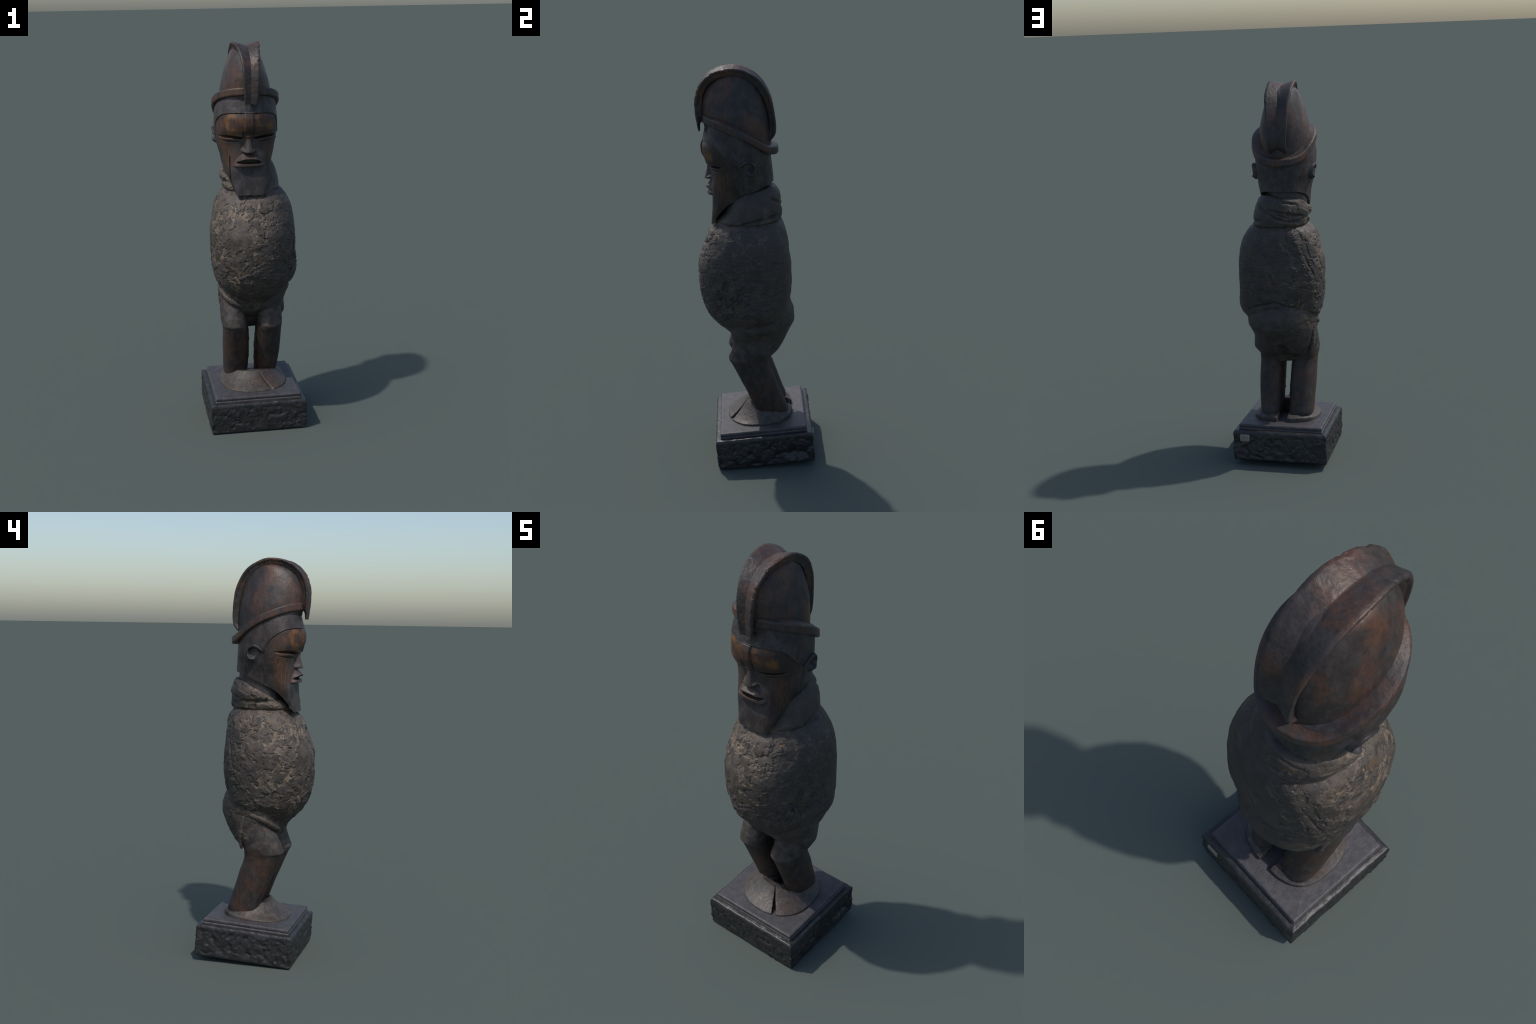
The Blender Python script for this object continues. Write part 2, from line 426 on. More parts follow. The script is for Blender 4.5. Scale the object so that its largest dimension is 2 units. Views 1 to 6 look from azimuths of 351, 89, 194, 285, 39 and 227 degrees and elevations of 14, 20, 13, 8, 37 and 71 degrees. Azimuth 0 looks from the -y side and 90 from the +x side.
# ------------------------------------------------------------------ legs
def legs(mat):
    # z, x-left, x-right, y-front, y-back, squareness
    left = [(.18, -.146, -.032, .012, .138, 2.35), (.22, -.149, -.027, -.004, .141, 2.35), (.25, -.151, -.024, -.017, .141, 2.45), (.29, -.153, -.021, -.032, .128, 2.55), (.37, -.156, -.020, -.064, .103, 2.55),
            (.44, -.158, -.022, -.094, .082, 2.55), (.505, -.159, -.026, -.122, .060, 2.45), (.53, -.161, -.029, -.132, .055, 2.35),
            (.550, -.165, -.033, -.138, .055, 2.35), (.585, -.170, -.037, -.132, .060, 2.2),
            (.63, -.170, -.040, -.112, .065, 2.0), (.67, -.167, -.040, -.096, .06, 2.0), (.74, -.150, -.05, -.08, .04, 2.2)]
    right = [(.18, .030, .126, .010, .140, 2.35), (.22, .027, .130, -.006, .144, 2.35), (.25, .022, .133, -.019, .146, 2.3), (.29, .016, .139, -.034, .134, 2.3), (.37, .013, .147, -.064, .105, 2.3),
             (.44, .013, .149, -.094, .084, 2.3), (.505, .014, .149, -.121, .060, 2.3), (.53, .014, .150, -.131, .055, 2.35),
             (.548, .017, .151, -.136, .055, 2.35), (.58, .020, .152, -.128, .060, 2.2),
             (.63, .022, .152, -.114, .065, 2.15), (.67, .03, .150, -.102, .06, 2.3), (.74, .05, .13, -.07, .04, 2.2)]
    for i, k in enumerate((left, right)):
        s = rings_surf(loft(k, 220, 340))
        P = s.V; y, z = P[:, 1], P[:, 2]
        front = S(.02, -.07, y - (.35 - z) * .45)
        # the clay-caked thigh ends in a ragged shelf over the bare shin
        ze = .543 - .03 * S(-.1, .02, y) + .009 * sn(P, 18, 2)
        thigh = S(ze - .007, ze + .005, z)
        d = thigh * (.0005 + .003 * front + (.0045 * sn(P, 24, 3, .6) + .003 * np.maximum(sn(P + 5, 12, 1), 0)) * (.35 + .65 * front))
        d = d + .0016 * sn(P, 10, 2) + .0008 * sn(P * [1, 1, .4], 45, 2)
        if i:                                                       # narrow knee knob on this leg
            d = d + .006 * G(P[:, 0] - .055, .035) * G(z - .555, .03) * front
        else:
            d = d + .003 * G(P[:, 0] + .11, .05) * G(z - .56, .03) * front
        # ragged splinters along the inner edges
        inner = S(.55, .7, fbm(P, 30, 2)) * G(P[:, 0] - (-.022 if i == 0 else .012), .006) * S(.53, .5, z) * S(.23, .27, z)
        d = d + .0035 * inner
        s.push(d)
        add('leg', s, mat)

# ------------------------------------------------------------------ torso
TORSO = [(.640, -.05, .045, -.114, .03, 2.2), (.665, -.09, .090, -.126, .06, 2.2), (.70, -.124, .136, -.155, .10, 2.2), (.735, -.153, .172, -.192, .13, 2.2),
         (.77, -.180, .205, -.219, .150, 2.2), (.80, -.195, .226, -.237, .165, 2.25), (.85, -.203, .239, -.253, .178, 2.3), (.90, -.207, .237, -.262, .188, 2.3),
         (.96, -.211, .233, -.267, .192, 2.3), (1.04, -.212, .233, -.265, .191, 2.3), (1.10, -.204, .228, -.247, .184, 2.3), (1.15, -.195, .219, -.227, .181, 2.3),
         (1.20, -.184, .203, -.205, .174, 2.25), (1.235, -.166, .184, -.182, .165, 2.2), (1.258, -.142, .163, -.155, .148, 2.1), (1.275, -.11, .125, -.12, .115, 2.1), (1.285, -.07, .08, -.09, .08, 2)]

SEAM = [(.13, -.16, .745), (.18, -.11, .748), (.198, -.06, .746), (.204, -.02, .752), (.2, .03, .768), (.19, .082, .80), (.15, .14, .83), (.1, .175, .853), (.012, .188, .872), (-.074, .175, .841), (-.137, .14, .813), (-.172, .10, .795), (-.18, .05, .78)]
def torso(mat):
    s = rings_surf(loft(TORSO, 600, 440, cy=.005))
    P = s.V; x, y, z = P.T
    F = fbm(P, 11, 4, .55)
    lf = S(.12, -.06, x + .6 * y)                       # caked front and left flank; the right back is smoother
    d = .0045 * sn(P, 7, 2) + .0026 * sn(P * [1, 1, 1.3], 22, 2, .5) * (.7 + .3 * lf)
    # flaking skin: plates standing a few millimetres proud with sharp ragged edges
    d = d + .0038 * S(.486, .504, F) * (.4 + .6 * lf)
    d = d - .003 * S(.60, .66, fbm(P + 2, 38, 2)) * lf
    d = d + .003 * S(.60, .68, fbm(P + 4, 30, 2)) * lf * S(1.1, .9, z)
    # pitted, broken patch on the lower right of the belly
    pit = G(np.linalg.norm((P - [.20, -.13, .90]) * [1, 1, 1.0], axis=1), .115)
    d = d - pit * (.015 * S(.46, .58, fbm(P, 24, 4, .65)) - .001)
    # horizontal wiping streaks on the right flank
    d = d + .0020 * sn(P * [.3, .3, 1], 80, 2) * (1 - lf)
    # long cracks and the stitched seam down the back
    d = d + groove(P, [(.087, .165, 1.19), (.054, .18, 1.10), (.028, .19, 1.014), (.01, .19, .93)], .0035, .006)
    d = d + groove(P, [(.15, .12, 1.22), (.19, .08, 1.1), (.2, .09, 1.02)], .004, .004)
    seam = [(-.08, .155, 1.24), (-.115, .155, 1.15), (-.15, .145, 1.08), (-.176, .13, 1.01), (-.188, .118, .94), (-.19, .105, .85), (-.185, .09, .80)]
    ds, _ = seg_dist(P, seam)
    d = d + .007 * G(ds, .022) * (.6 + .8 * sn(P, 30, 2)) + groove(P, np.array(seam) + [-.012, -.018, 0], .005, .007)
    d = d + groove(P, [(.02, -.21, 1.225), (.018, -.235, 1.16), (.022, -.26, 1.12)], .003, .006)
    d = d + groove(P, [(.03, -.255, 1.135), (.06, -.25, 1.125), (.085, -.24, 1.14), (.10, -.22, 1.16)], .003, .006)
    d = d + groove(P, [(.22, .03, .92), (.21, .09, .925), (.19, .13, .935)], .005, .007)
    d = d + groove(P, [(.21, -.02, .86), (.23, .03, .83), (.215, .08, .84)], .004, .004)
    d = d + groove(P, SEAM, .008, .010, .004, False) - .0025
    d = d + .012 * np.clip((x - .01) / .22 * (y + .035) / .23, -.6, .6) * S(.68, .80, z) * S(1.26, 1.15, z)
    # a few bigger scabs
    for c, r, h in (((-.05, -.23, 1.17), .045, .004), ((.05, -.21, 1.2), .04, .004), ((-.14, -.2, 1.12), .04, .003), ((-.02, -.27, .87), .03, .003)):
        q = np.linalg.norm(P - c, axis=1) + .02 * sn(P, 25, 2)
        d = d + h * S(r, r - .004, q)
    s.push(d)
    add('torso', s, mat)

def hips(mat):
    keys = [(.50, .06, .10, .02, .04, 2.0), (.525, -.10, .130, -.005, .055, 2.2), (.55, -.130, .146, -.02, .073, 2.3), (.575, -.146, .163, -.035, .103, 2.3), (.60, -.156, .173, -.065, .126, 2.3),
            (.63, -.161, .171, -.100, .146, 2.3), (.66, -.164, .168, -.115, .162, 2.3), (.70, -.168, .181, -.128, .183, 2.25),
            (.735, -.170, .198, -.14, .199, 2.2), (.77, -.174, .200, -.15, .198, 2.2), (.81, -.174, .196, -.15, .187, 2.2), (.86, -.16, .18, -.13, .165, 2.2)]
    s = rings_surf(loft(keys, 360, 260, cy=-.0))
    P = s.V; x, y, z = P.T
    # cleft between the buttocks and the arch between the thighs
    d = -.030 * G(x + .012, .022) * S(.02, .12, y) * S(.66, .56, z)
    m = S(.055, .030, np.abs(x + .004)); s.V[:, 2] = z = np.maximum(z, .48 + m * (.028 + .095 * S(.01, -.09, y)))
    d = d + .018 * G(np.linalg.norm(P - [.105, -.105, .655], axis=1), .055)
    # left hip ends behind the thigh, the right one swells over it
    d = d + .0045 * sn(P, 8, 2) + .0022 * sn(P, 26, 3, .6) + .0008 * sn(P * [.4, .4, 1], 70, 2)
    d = d + .0025 * S(.5, .515, fbm(P, 11, 4, .55)) * S(.05, -.05, x)
    d = d + groove(P, [(.06, .07, .60), (.0, .10, .585), (-.06, .08, .60)], .006, .004) + groove(P, SEAM, .008, .010, .004, False)
    s.push(d)
    add('hip', s, mat)
    # cord along the left hip and a fold of clay under the belly
    tube('hip_cord', [(-.156, .042, .765), (-.160, .050, .715), (-.158, .060, .665), (-.150, .066, .61), (-.138, .062, .565)], [.008, .010, .010, .009, .005], mat, braid=.0008)
    tube('clay_fold', [(-.160, .050, .760), (-.163, .0, .742), (-.157, -.05, .720), (-.135, -.088, .696), (-.100, -.108, .672), (-.06, -.115, .652)], [.008, .014, .017, .017, .014, .006], mat, braid=.0)

def tube(name, pts, rad, mat, braid=0., n=160, m=40):
    pts = np.array(pts); t = np.linspace(0, 1, len(pts)); u = np.linspace(0, 1, n)
    C = pchip(t, pts, u); r = pchip(t, np.array(rad), u)
    T = np.gradient(C, axis=0); T /= np.linalg.norm(T, axis=1, keepdims=True)
    A = np.cross(T, [0.3, 0, 1.]) ; A /= np.linalg.norm(A, axis=1, keepdims=True); Bn = np.cross(T, A)
    a = np.linspace(0, 2 * PI, m, endpoint=False)
    R = C[:, None] + r[:, None, None] * (np.cos(a)[None, :, None] * A[:, None] + np.sin(a)[None, :, None] * Bn[:, None])
    s = rings_surf(R, kcap=3)
    uu = np.concatenate([np.zeros(3 * m), np.repeat(u, m), np.ones(3 * m)]); aa = np.tile(a, n + 6)
    s.push(.003 * sn(s.V, 26, 3, .6) + .003 * sn(s.V, 70, 2) + braid * np.abs(np.sin(uu * 45 + aa)))
    return add(name, s, mat)

# ------------------------------------------------------------------ neck
def neck(wood, clay):
    s = rings_surf(loft([(1.20, -.110, .080, -.125, .11, 2.1), (1.29, -.120, .080, -.125, .11, 2.1), (1.35, -.135, .078, -.112, .115, 2.1), (1.48, -.130, .07, -.10, .106, 2.1)], 160, 80))
    s.push(.001 * sn(s.V, 30, 2)); add('neck', s, wood)
    # thick clay collar, high at the nape and right, sagging low on the front left
    nt, nz = 440, 160
    th = np.linspace(0, 2 * PI, nt, endpoint=False)
    deg = np.degrees(th)
    top = pchip([0, 30, 60, 90, 120, 150, 180, 205, 230, 255, 280, 310, 335, 360],
                [1.295, 1.345, 1.385, 1.402, 1.413, 1.418, 1.405, 1.405, 1.40, 1.378, 1.345, 1.315, 1.298, 1.295], deg)
    K = np.array([(1.20, -.140, .160, -.172, .150), (1.255, -.138, .156, -.168, .152), (1.275, -.137, .150, -.160, .155), (1.31, -.144, .146, -.128, .157),
                  (1.345, -.150, .138, -.112, .156), (1.38, -.142, .126, -.098, .150), (1.405, -.130, .110, -.08, .138), (1.43, -.115, .09, -.07, .124)])
    v = np.linspace(0, 1, nz)[:, None]
    z = 1.22 + (top[None] - 1.22) * np.minimum(v / .9, 1)
    shrink = np.sqrt(np.clip(1 - np.clip((v - .80) / .2, 0, 1) ** 2, 0, 1))          # rounded top lip
    k = pchip(K[:, 0], K[:, 1:], z)
    X, Y = section(th[None], k[..., 0], k[..., 1], k[..., 2], k[..., 3], 2.15, .0)
    cx = (k[..., 0] + k[..., 1]) / 2
    f = .72 + .28 * shrink
    R = np.stack([cx + (X - cx) * f, Y * f, z + .012 * np.clip((v - .8) / .2, 0, 1) - .0 * v], -1)
    s = rings_surf(R, cap0=False, kcap=3)
    P = s.V; x, y, zz = P.T
    ang = np.degrees(np.arctan2(x + .01, -y)) % 360
    d = .004 * sn(P, 10, 2) + .0025 * sn(P, 28, 3, .6)
    d = d + .003 * S(.49, .505, fbm(P, 11, 4, .55)) * S(.05, -.08, x)
    # spiral wraps at the nape
    for pts, dep in (([(.115, .09, 1.40), (.07, .13, 1.355), (.0, .16, 1.315), (-.06, .15, 1.295), (-.13, .09, 1.29)], .009),
                     ([(.05, .14, 1.36), (-.02, .155, 1.345), (-.08, .14, 1.33), (-.14, .08, 1.315), (-.15, .03, 1.30)], .009),
                     ([(-.02, .145, 1.395), (-.08, .125, 1.385), (-.12, .08, 1.365), (-.145, .03, 1.335)], .007),
                     ([(-.0, .158, 1.335), (-.06, .15, 1.315), (-.10, .13, 1.30)], .006)):
        d = d + groove(P, pts, .006, dep, .003)
    # lower clay roll and pocked lump on the left front
    d = d + .007 * G(zz - 1.285, .018) * G((ang - 305 + 180) % 360 - 180, 35)
    d = d - .008 * G(zz - 1.262, .006) * S(20, 60, ang) - .012 * G(zz - 1.305, .007) * G((ang - 275 + 180) % 360 - 180, 30)
    d = d + .008 * G(np.linalg.norm(P - [-.145, -.02, 1.335], axis=1), .02) - .012 * G(np.linalg.norm(P - [-.155, -.02, 1.335], axis=1), .007)
    d = d - .006 * S(.56, .66, fbm(P, 32, 2)) * G((ang - 290 + 180) % 360 - 180, 45)
    # bright broken seam on the right shoulder
    d = d + groove(P, [(.15, -.06, 1.265), (.155, .0, 1.278), (.14, .08, 1.29), (.08, .14, 1.295)], .007, .010)
    s.push(d)
    add('clay_collar', s, clay)

# ------------------------------------------------------------------ head
X0 = -.026
HEAD = np.array([  # z, x-left, x-right, y-front, y-back, squareness
    (1.80, -.152, .112, -.172, .09, 2.2), (1.74, -.160, .119, -.183, .098, 2.2), (1.70, -.167, .124, -.192, .104, 2.25), (1.66, -.172, .128, -.203, .107, 2.3), (1.63, -.174, .130, -.2125, .108, 2.35),
    (1.60, -.175, .131, -.211, .109, 2.4), (1.575, -.175, .131, -.201, .110, 2.4), (1.555, -.174, .130, -.189, .111, 2.4), (1.53, -.171, .127, -.180, .113, 2.4), (1.50, -.165, .122, -.176, .115, 2.35),
    (1.47, -.156, .116, -.175, .117, 2.5), (1.44, -.147, .107, -.176, .118, 2.8), (1.41, -.141, .099, -.176, .117, 3.2), (1.39, -.137, .095, -.177, .115, 3.7), (1.36, -.131, .090, -.178, .112, 4.5),
    (1.33, -.123, .085, -.180, .10, 5.0), (1.30, -.115, .078, -.184, .10, 6.), (1.26, -.105, .068, -.188, .09, 7.), (1.22, -.100, .060, -.192, .08, 8.)])
JAW = np.array([(.14, 1.449), (.105, 1.446), (.05, 1.428), (0, 1.406), (-.05, 1.382), (-.094, 1.359), (-.13, 1.327), (-.146, 1.309), (-.168, 1.278), (-.181, 1.255), (-.19, 1.252), (-.21, 1.252)])
BRIM = np.array([(-.24, 1.770), (-.19, 1.761), (-.12, 1.741), (-.06, 1.717), (0, 1.688), (.05, 1.655), (.085, 1.628), (.12, 1.607), (.16, 1.595)])
def jaw_z(y): return pchip(JAW[:, 0], JAW[:, 1], y)
def brim_z(y): return pchip(BRIM[:, 0], BRIM[:, 1], y)

def head_xy(th, z):
    k = pchip(HEAD[:, 0], HEAD[:, 1:], z)
    return section(th, k[..., 0], k[..., 1], k[..., 2], k[..., 3], k[..., 4], -.05)

def hairline(deg, x):
    """height of the cap edge by angle from the front; it drops to the ear sooner on the right"""
    left = pchip([0, 30, 42, 50, 61, 77, 86, 92, 100, 180], [1.660, 1.660, 1.657, 1.653, 1.640, 1.609, 1.578, 1.551, 1.54, 1.40], deg)
    right = pchip([0, 30, 45, 53, 68, 79, 86, 92, 100, 180], [1.660, 1.658, 1.653, 1.646, 1.605, 1.570, 1.555, 1.548, 1.54, 1.40], deg)
    return np.where(x < X0, left, right)

def head(wood, face_mat):
    nt, nz = 640, 500
    # more columns on the face side
    u = np.linspace(0, 1, nt, endpoint=False); th = 2 * PI * u - .38 * np.sin(2 * PI * u) * 1.0
    zb = np.full(nt, 1.40); zt = np.full(nt, 1.70)
    for _ in range(40):
        x, y = head_xy(th, zb); zb = .5 * zb + .5 * jaw_z(y)
        x, y = head_xy(th, zt); zt = .5 * zt + .5 * (brim_z(y) + .012)
    v = np.linspace(0, 1, nz)[:, None]
    Z = zb + (zt - zb) * v
    X, Y = head_xy(np.broadcast_to(th, Z.shape), Z)
    c = np.cos(th)[None]; frontal = S(.05, .35, c)
    a = np.abs(X - X0); sx = X - X0
    # ---- chin plate with chamfered flanks
    plate = pchip([1.22, 1.37, 1.40, 1.45], [-.192, -.176, -.174, -.173], Z)
    low = S(1.45, 1.35, Z)
    wplate = pchip([1.24, 1.40], [.082, .076], Z)
    cut = plate + np.maximum(a - wplate, 0) * .95
    Y = np.where(c > 0, Y + low * np.maximum(cut - Y, 0), Y)
    # ---- brow shelf over slit eyes
    zs = pchip([.0, .037, .06, .09, .135, .16], [1.539, 1.541, 1.545, 1.549, 1.5495, 1.549], a)
    lat = S(.02, .04, a) * (1 - S(.118, .15, a))
    up = Z - zs
    Y = Y - frontal * lat * .013 * (1 - S(.0, .055, up)) * S(-.003, .0025, up)
    Y = Y + frontal * lat * .019 * G(up + .004, .0048)
    alm = np.clip(1 - ((a - .09) / .052) ** 2, 0, 1)
    Y = Y - frontal * .0085 * alm * G(up + .017, .0095)
    Y = Y + frontal * .004 * S(.1, .5, alm) * G(up + .012 + .019 * np.sqrt(alm), .0028)
    # ---- vertical rib on the forehead
    rib = S(.0245, .0205, a) * S(1.532, 1.545, Z) * S(1.664, 1.656, Z)
    Y = Y - frontal * .0055 * rib
    # ---- nose
    nw = pchip([1.46, 1.468, 1.49, 1.525, 1.545], [.037, .037, .028, .0185, .017], Z)
    nh = pchip([1.463, 1.468, 1.475, 1.50, 1.53, 1.548], [.031, .033, .031, .0225, .011, .004], Z) * S(1.4635, 1.4665, Z) * S(1.556, 1.54, Z)
    q = a / nw
    Y = Y - frontal * nh * np.where(q < .38, 1 - .25 * q, .905 * S(1.02, .34, q))
    Y = Y - frontal * .014 * G((a - .029) / 1., .0075) * G(Z - 1.475, .008) * S(1.4635, 1.4665, Z)
    Y = Y + frontal * .003 * G(a - .036, .004) * G(Z - 1.485, .012)
    # ---- muzzle, lips and open mouth
    mw = pchip([1.392, 1.40, 1.42, 1.44, 1.455, 1.466], [.076, .076, .068, .052, .034, .024], Z)
    mp = pchip([1.392, 1.400, 1.412, 1.428, 1.434, 1.444, 1.458, 1.466], [.023, .025, .025, .031, .031, .021, .007, .002], Z) * S(1.3945, 1.398, Z)
    mp = mp * (1 - .42 * (sx / .076) ** 2) * S(1.05, .62 + .2 * S(1.42, 1.40, Z), a / mw)
    lipz = 1.4345 - .0015 * G(sx, .012) - .016 * (sx / .060) ** 2
    slot = S(lipz + .0015, lipz - .0025, Z) * S(1.4085, 1.4125, Z - .004 * (sx / .06) ** 2) * S(.064, .055, a)
    Y = Y - frontal * (mp * (1 - slot) - .012 * slot)
    xc = pchip([1.26, 1.292, 1.314, 1.372, 1.436, 1.46], [-.100, -.104, -.112, -.117, -.1165, -.115], Z) + .0025 * sn(np.stack([Z.ravel() * 0, Z.ravel() * 0, Z.ravel()], 1), 45, 2).reshape(Z.shape)
    Y = Y + np.where(c > 0, .010 * G(X - xc, .0022) * S(1.455, 1.43, Z), 0)
    # ---- hair cap standing proud above the hairline
    deg = np.degrees(np.arctan2(np.abs(X - X0), -(Y + .05)))
    hl = hairline(deg, X)
    wl = .0018 + .009 * S(70, 88, deg)
    hair = np.clip((Z - hl + wl) / (2 * wl), 0, 1); hair = hair * hair * (3 - 2 * hair) * (1 - S(90, 104, deg))
    P = np.stack([X, Y, Z], -1)
    cxx = np.array([-.018, -.05])
    rad = P[..., :2] - cxx; rad /= np.linalg.norm(rad, axis=-1, keepdims=True)
    P[..., :2] += rad * (.0045 * hair + .0045 * S(92, 102, deg))[..., None]
    P[..., :2] -= rad * (.0015 * G(Z - hl + .0015, .0018) * (1 - S(72, 84, deg)))[..., None]
    # ---- long drying crack beside the mouth
    # rounded top and underside
    rings = [P[i] for i in range(nz)]
    def inward(r, s, zf, dz=0):
        o = r.copy(); o[:, :2] = np.array([-.02, -.045]) + (r[:, :2] - [-.02, -.045]) * s
        o[:, 2] = zf(o[:, 1]) + dz; return o
    b0 = P[0]
    under = [inward(b0, s, jaw_z, dz) for s, dz in ((.0005, .0), (.1, 0), (.2, 0), (.3, 0), (.4, 0), (.5, 0), (.6, 0), (.7, 0), (.8, 0), (.88, 0), (.94, 0), (.975, -.0), (.992, -.0005))]
    t0 = P[-1]
    over = [inward(t0, s, brim_z, .014) for s in (.97, .8, .5, .0005)]
    A = np.array(under + rings + over)
    # narrow the underside ring near the tip so it stays inside the jaw
    s = Surf(A.reshape(-1, 3), [grid_faces(A.shape[0], nt)])
    Q = s.V
    d = 0
    d = d + .0009 * sn(Q, 14, 2) + .0006 * sn(Q * [1, 1, .12], 110, 1) + .0012 * sn(Q, 32, 2) * S(1.64, 1.68, Q[:, 2])
    s.push(d)
    N = s.normals()
    # ---- split one continuous carving into its named parts
    F = s.F[0]; C = s.V[F].mean(1); cx, cy, cz = C.T; ca = np.abs(cx - X0)
    fdeg = np.degrees(np.arctan2(ca, -(cy + .05)))
    fhl = hairline(fdeg, cx)
    front = (fdeg < 92) & (cy < -.045)
    lab = np.zeros(len(F), int)
    lab[front & (cz < fhl) & (cz > jaw_z(cy) + .004)] = 1                                                # face
    fnw = pchip([1.46, 1.468, 1.49, 1.525, 1.545], [.039, .039, .030, .020, .018], cz)
    lab[(lab == 1) & (ca < fnw) & (cz > 1.462) & (cz < 1.535) & (cy < -.17)] = 2                         # nose
    fmw = pchip([1.392, 1.40, 1.42, 1.44, 1.455, 1.466], [.078, .078, .070, .055, .037, .027], cz)
    lab[(lab == 1) & (ca < fmw) & (cz > 1.394) & (cz < 1.447) & (cy < -.15)] = 3                         # mouth
    lab[front & (cz <= 1.394) & (ca < .09) & (cy < -.12)] = 4                                            # beard
    az = pchip([.0, .037, .06, .09, .135, .16], [1.539, 1.541, 1.545, 1.549, 1.5495, 1.549], ca)
    alm2 = 1 - ((ca - .09) / .056) ** 2
    lab[(lab == 1) & (alm2 > 0) & (cz < az + .004) & (cz > az - .02 - .012 * alm2)] = 5                  # eyes
    for k, nm, mt in ((0, 'head', wood), (1, 'face', face_mat), (2, 'nose', face_mat), (3, 'mouth', face_mat), (4, 'beard', wood)):
        add(nm, s, mt, N, [F[lab == k]])
    for side in (-1, 1):
        add('eye', s, face_mat, N, [F[(lab == 5) & (np.sign(cx - X0) == side)]])
    ear(-1, wood); ear(1, wood)

def ear(side, mat):
    """C-shaped shell: rim rises at the top and back and leans forward, dies into the cheek in front"""
    nt, nr = 200, 70
    ph = np.linspace(0, 2 * PI, nt, endpoint=False)          # 0 = back (+y), pi/2 = up
    r = np.linspace(.03, 1, nr)[:, None]
    deg = (np.degrees(ph) + 120) % 360 - 120
    cy, cz = .004, 1.539
    ry = np.where(np.cos(ph) > 0, .044, .060); rz = .042
    y = cy + ry * np.cos(ph) * r; z = cz + rz * np.sin(ph) * r
    z = z - .014 * S(.0, -.06, y - cy) * S(.0, .03, z - cz)          # top rim slopes down to the hairline
    tall = .021 if side > 0 else .017
    rim = tall * pchip([-120, -95, -60, 0, 50, 90, 120, 150, 175, 240], [0, .25, .75, .95, 1., .8, .5, .28, .0, .0], deg)
    wall = S(.46, .74, r) * (1 - .25 * S(.88, 1, r))
    lobe = .010 * G(y - cy - .010, .020) * G(z - 1.514, .012)
    bowl = -.008 * G(np.hypot((y - cy - .002) / .024, (z - cz - .008) / .020), 1.)
    h = rim * wall + lobe + bowl + .003 - .016 * S(.30, .85, r) * S(.35, .0, rim / tall)
    k = pchip(HEAD[:, 0], HEAD[:, 1:], z); cxh = (k[..., 0] + k[..., 1]) / 2; hw = (k[..., 1] - k[..., 0]) / 2
    t = np.clip(np.abs((y + .05) / (k[..., 3] + .05)), 0, .999); n = k[..., 4]
    surf = hw * (1 - t ** n) ** (1 / n) + .0035
    lean = .008 * rim / tall * S(.7, .95, r) * np.cos(ph)
    top = np.stack([cxh + side * (surf + h), y - np.abs(lean) * S(-.2, .5, np.cos(ph)), z], -1)
    last = top[-1]; rings = list(top)
    for dd, sc in ((.004, 1.01), (.012, .97), (.03, .88), (.06, .8)):      # skirt runs back into the head
        q = last.copy(); q[:, 0] = last[:, 0] - side * dd
        q[:, 1] = cy + (last[:, 1] - cy) * sc + .006 * S(0, .02, dd) * S(0, 1, np.cos(ph)); q[:, 2] = cz + (last[:, 2] - cz) * sc; rings.append(q)
    s = rings_surf(np.array(rings), cap0=True, cap1=True, kcap=2)
    if (s.normals()[nt * 20, 0] > 0) != (side > 0): s.F = [s.F[0][:, ::-1]]
    s.push(.0008 * sn(s.V, 40, 2))
    add('ear', s, mat)

# ------------------------------------------------------------------ helmet
ARC = np.array([(-.224, 1.703), (-.2315, 1.745), (-.2355, 1.79), (-.2365, 1.83), (-.232, 1.865), (-.223, 1.898), (-.206, 1.929), (-.182, 1.956), (-.150, 1.979), (-.113, 1.993), (-.082, 1.9985),
                (-.050, 2.000), (-.018, 1.996), (.014, 1.984), (.046, 1.967), (.074, 1.944), (.098, 1.915), (.115, 1.884), (.129, 1.850), (.138, 1.812), (.144, 1.763), (.147, 1.712), (.143, 1.678), (.126, 1.650), (.095, 1.628), (.06, 1.615)])

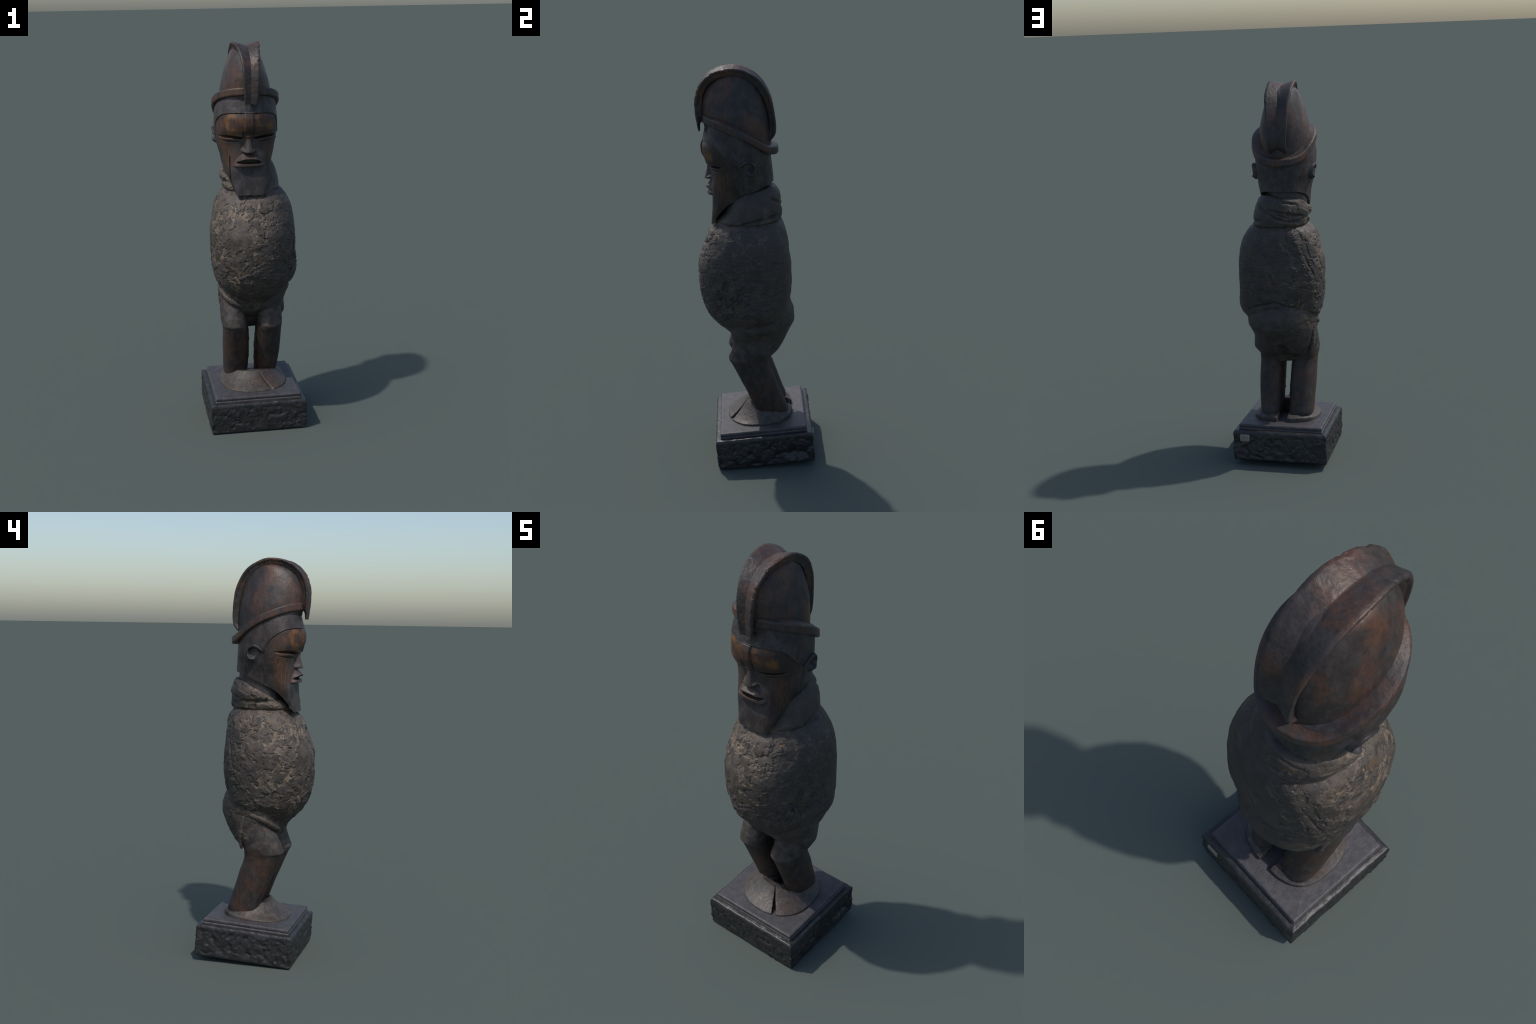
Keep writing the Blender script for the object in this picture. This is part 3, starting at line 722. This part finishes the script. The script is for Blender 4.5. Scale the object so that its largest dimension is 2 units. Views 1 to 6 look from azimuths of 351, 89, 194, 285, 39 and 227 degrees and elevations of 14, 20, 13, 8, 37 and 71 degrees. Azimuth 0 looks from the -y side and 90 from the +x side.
def helmet(mat):
    # crown: lens-shaped sections under the crest
    keys = [(1.60, -.150, .108, -.19, .118, 2.0), (1.66, -.150, .108, -.19, .12, 2.0), (1.70, -.150, .108, -.192, .12, 2.0), (1.765, -.146, .104, -.203, .116, 2.0), (1.825, -.134, .091, -.206, .107, 2.0), (1.86, -.125, .081, -.200, .098, 2.0),
            (1.89, -.115, .071, -.190, .088, 2.0), (1.92, -.104, .061, -.172, .070, 2.0), (1.945, -.093, .052, -.146, .046, 2.0), (1.96, -.082, .042, -.115, .02, 2.0), (1.972, -.05, .01, -.08, -.02, 2)]
    s = rings_surf(loft(keys, 360, 240, cy=-.045))
    P = s.V
    d = .0016 * sn(P, 12, 3) + .0009 * sn(P * [1, 1, .5], 45, 3)
    d = d + groove(P, [(-.09, -.165, 1.93), (-.115, -.155, 1.85), (-.127, -.15, 1.79), (-.13, -.15, 1.76)], .0025, .003, .002)
    s.push(d)
    add('helmet_crown', s, mat)
    # brim: rounded band, tilted down to the nape
    nt = 400; th = np.linspace(0, 2 * PI, nt, endpoint=False)
    pr = np.array(dense([(-.065, .028), (-.040, .0265), (-.012, .0215), (-.004, .019), (-.0012, .0165), (.0, .012), (.0008, -.010), (-.0005, -.0155), (-.004, -.0185), (-.012, -.0195), (-.03, -.019), (-.065, -.012)], .0022))
    X, Y = section(th, -.188, .149, -.208, .152, 2.0, -.035)
    nx, ny = np.gradient(Y), -np.gradient(X); nx[0] = nx[-1] = 0; nl = np.hypot(nx, ny); nx /= nl; ny /= nl
    nx[0], ny[0] = 0, -1; nx[-1], ny[-1] = nx[-2], ny[-2]
    rg = []
    for o, h in pr:
        x = X + nx * o; y = Y + ny * o
        rg.append(np.stack([x, y, brim_z(Y) + .001 * S(0., .15, x) + h * 1.0], 1))
    A = np.array(rg); A = np.concatenate([A, A[:1]])
    s = Surf(A[:-1].reshape(-1, 3), [grid_faces(len(pr), nt)[:, ::-1]])
    P = s.V
    s.push(.0012 * sn(P, 20, 3) + groove(P, [(-.145, -.155, 1.78), (-.15, -.16, 1.755), (-.15, -.155, 1.73)], .003, .005, .001, False))
    add('helmet_brim', s, mat)
    # crest: flaring strap with a V channel, swept along the arc
    n = 460
    seg = np.concatenate([[0], np.cumsum(np.hypot(*np.diff(ARC, axis=0).T))]); L = seg[-1]
    uu = np.linspace(0, L, n); C = pchip(seg, ARC, uu)
    for _ in range(12): C[1:-1] = .25 * C[:-2] + .5 * C[1:-1] + .25 * C[2:]
    T = np.gradient(C, axis=0); T /= np.linalg.norm(T, axis=1, keepdims=True)
    Nn = np.stack([-T[:, 1], T[:, 0]], 1)                   # outward
    f = uu / L
    hw = pchip([0, .08, .2, .34, .46, .58, .72, .86, 1], [.030, .036, .041, .057, .068, .066, .056, .047, .043], f)
    dep = pchip([0, .03, .055, .09, .3, .6, .85, 1], [.004, .012, .027, .033, .036, .036, .030, .026], f)
    val = pchip([0, .1, .3, .48, .7, .9, 1], [.006, .010, .017, .022, .020, .014, .006], f)
    cxs = pchip([0, .2, .5, .8, 1], [-.016, -.014, -.017, -.018, -.018], f)
    shape = []                                               # (kind, fraction) round the section
    for k in np.linspace(-1, 1, 41): shape.append(('v', k))
    for k in np.linspace(0, 1, 14)[1:]: shape.append(('r', k))
    for k in np.linspace(1, -1, 12)[1:-1]: shape.append(('b', k))
    for k in np.linspace(1, 0, 14)[:-1]: shape.append(('l', k))
    R = np.zeros((n, len(shape), 3))
    for j, (kind, k) in enumerate(shape):
        if kind == 'v':
            lat = k * hw; out = -val * (1 - np.abs(k) ** .9) - .004 * S(.86, 1, abs(k))
        elif kind in 'rl':
            sg = 1 if kind == 'r' else -1
            lat = sg * (hw + .0035 * math.sin(PI * min(k * 2.2, 1)) - .010 * k ** 1.5); out = -.004 - dep * k
        else:
            lat = k * (hw - .010); out = -.004 - dep
        R[:, j, 0] = cxs + lat
        R[:, j, 1] = C[:, 0] + Nn[:, 0] * out; R[:, j, 2] = C[:, 1] + Nn[:, 1] * out
    s = rings_surf(R, kcap=3)
    if s.normals()[(3 + 220) * len(shape) + 20, 2] < 0: s.F = [s.F[0][:, ::-1]]
    P = s.V
    lipm = S(.02, .05, np.abs(P[:, 0] + .019))
    s.push(.0016 * sn(P, 22, 3, .6) + .001 * sn(P, 60, 2) - .0035 * lipm * S(.55, .68, fbm(P, 34, 2)) * S(.06, -.1, P[:, 1]))
    s.V[:, 2] = np.minimum(s.V[:, 2], 2.0)
    add('helmet_crest', s, mat)

build()
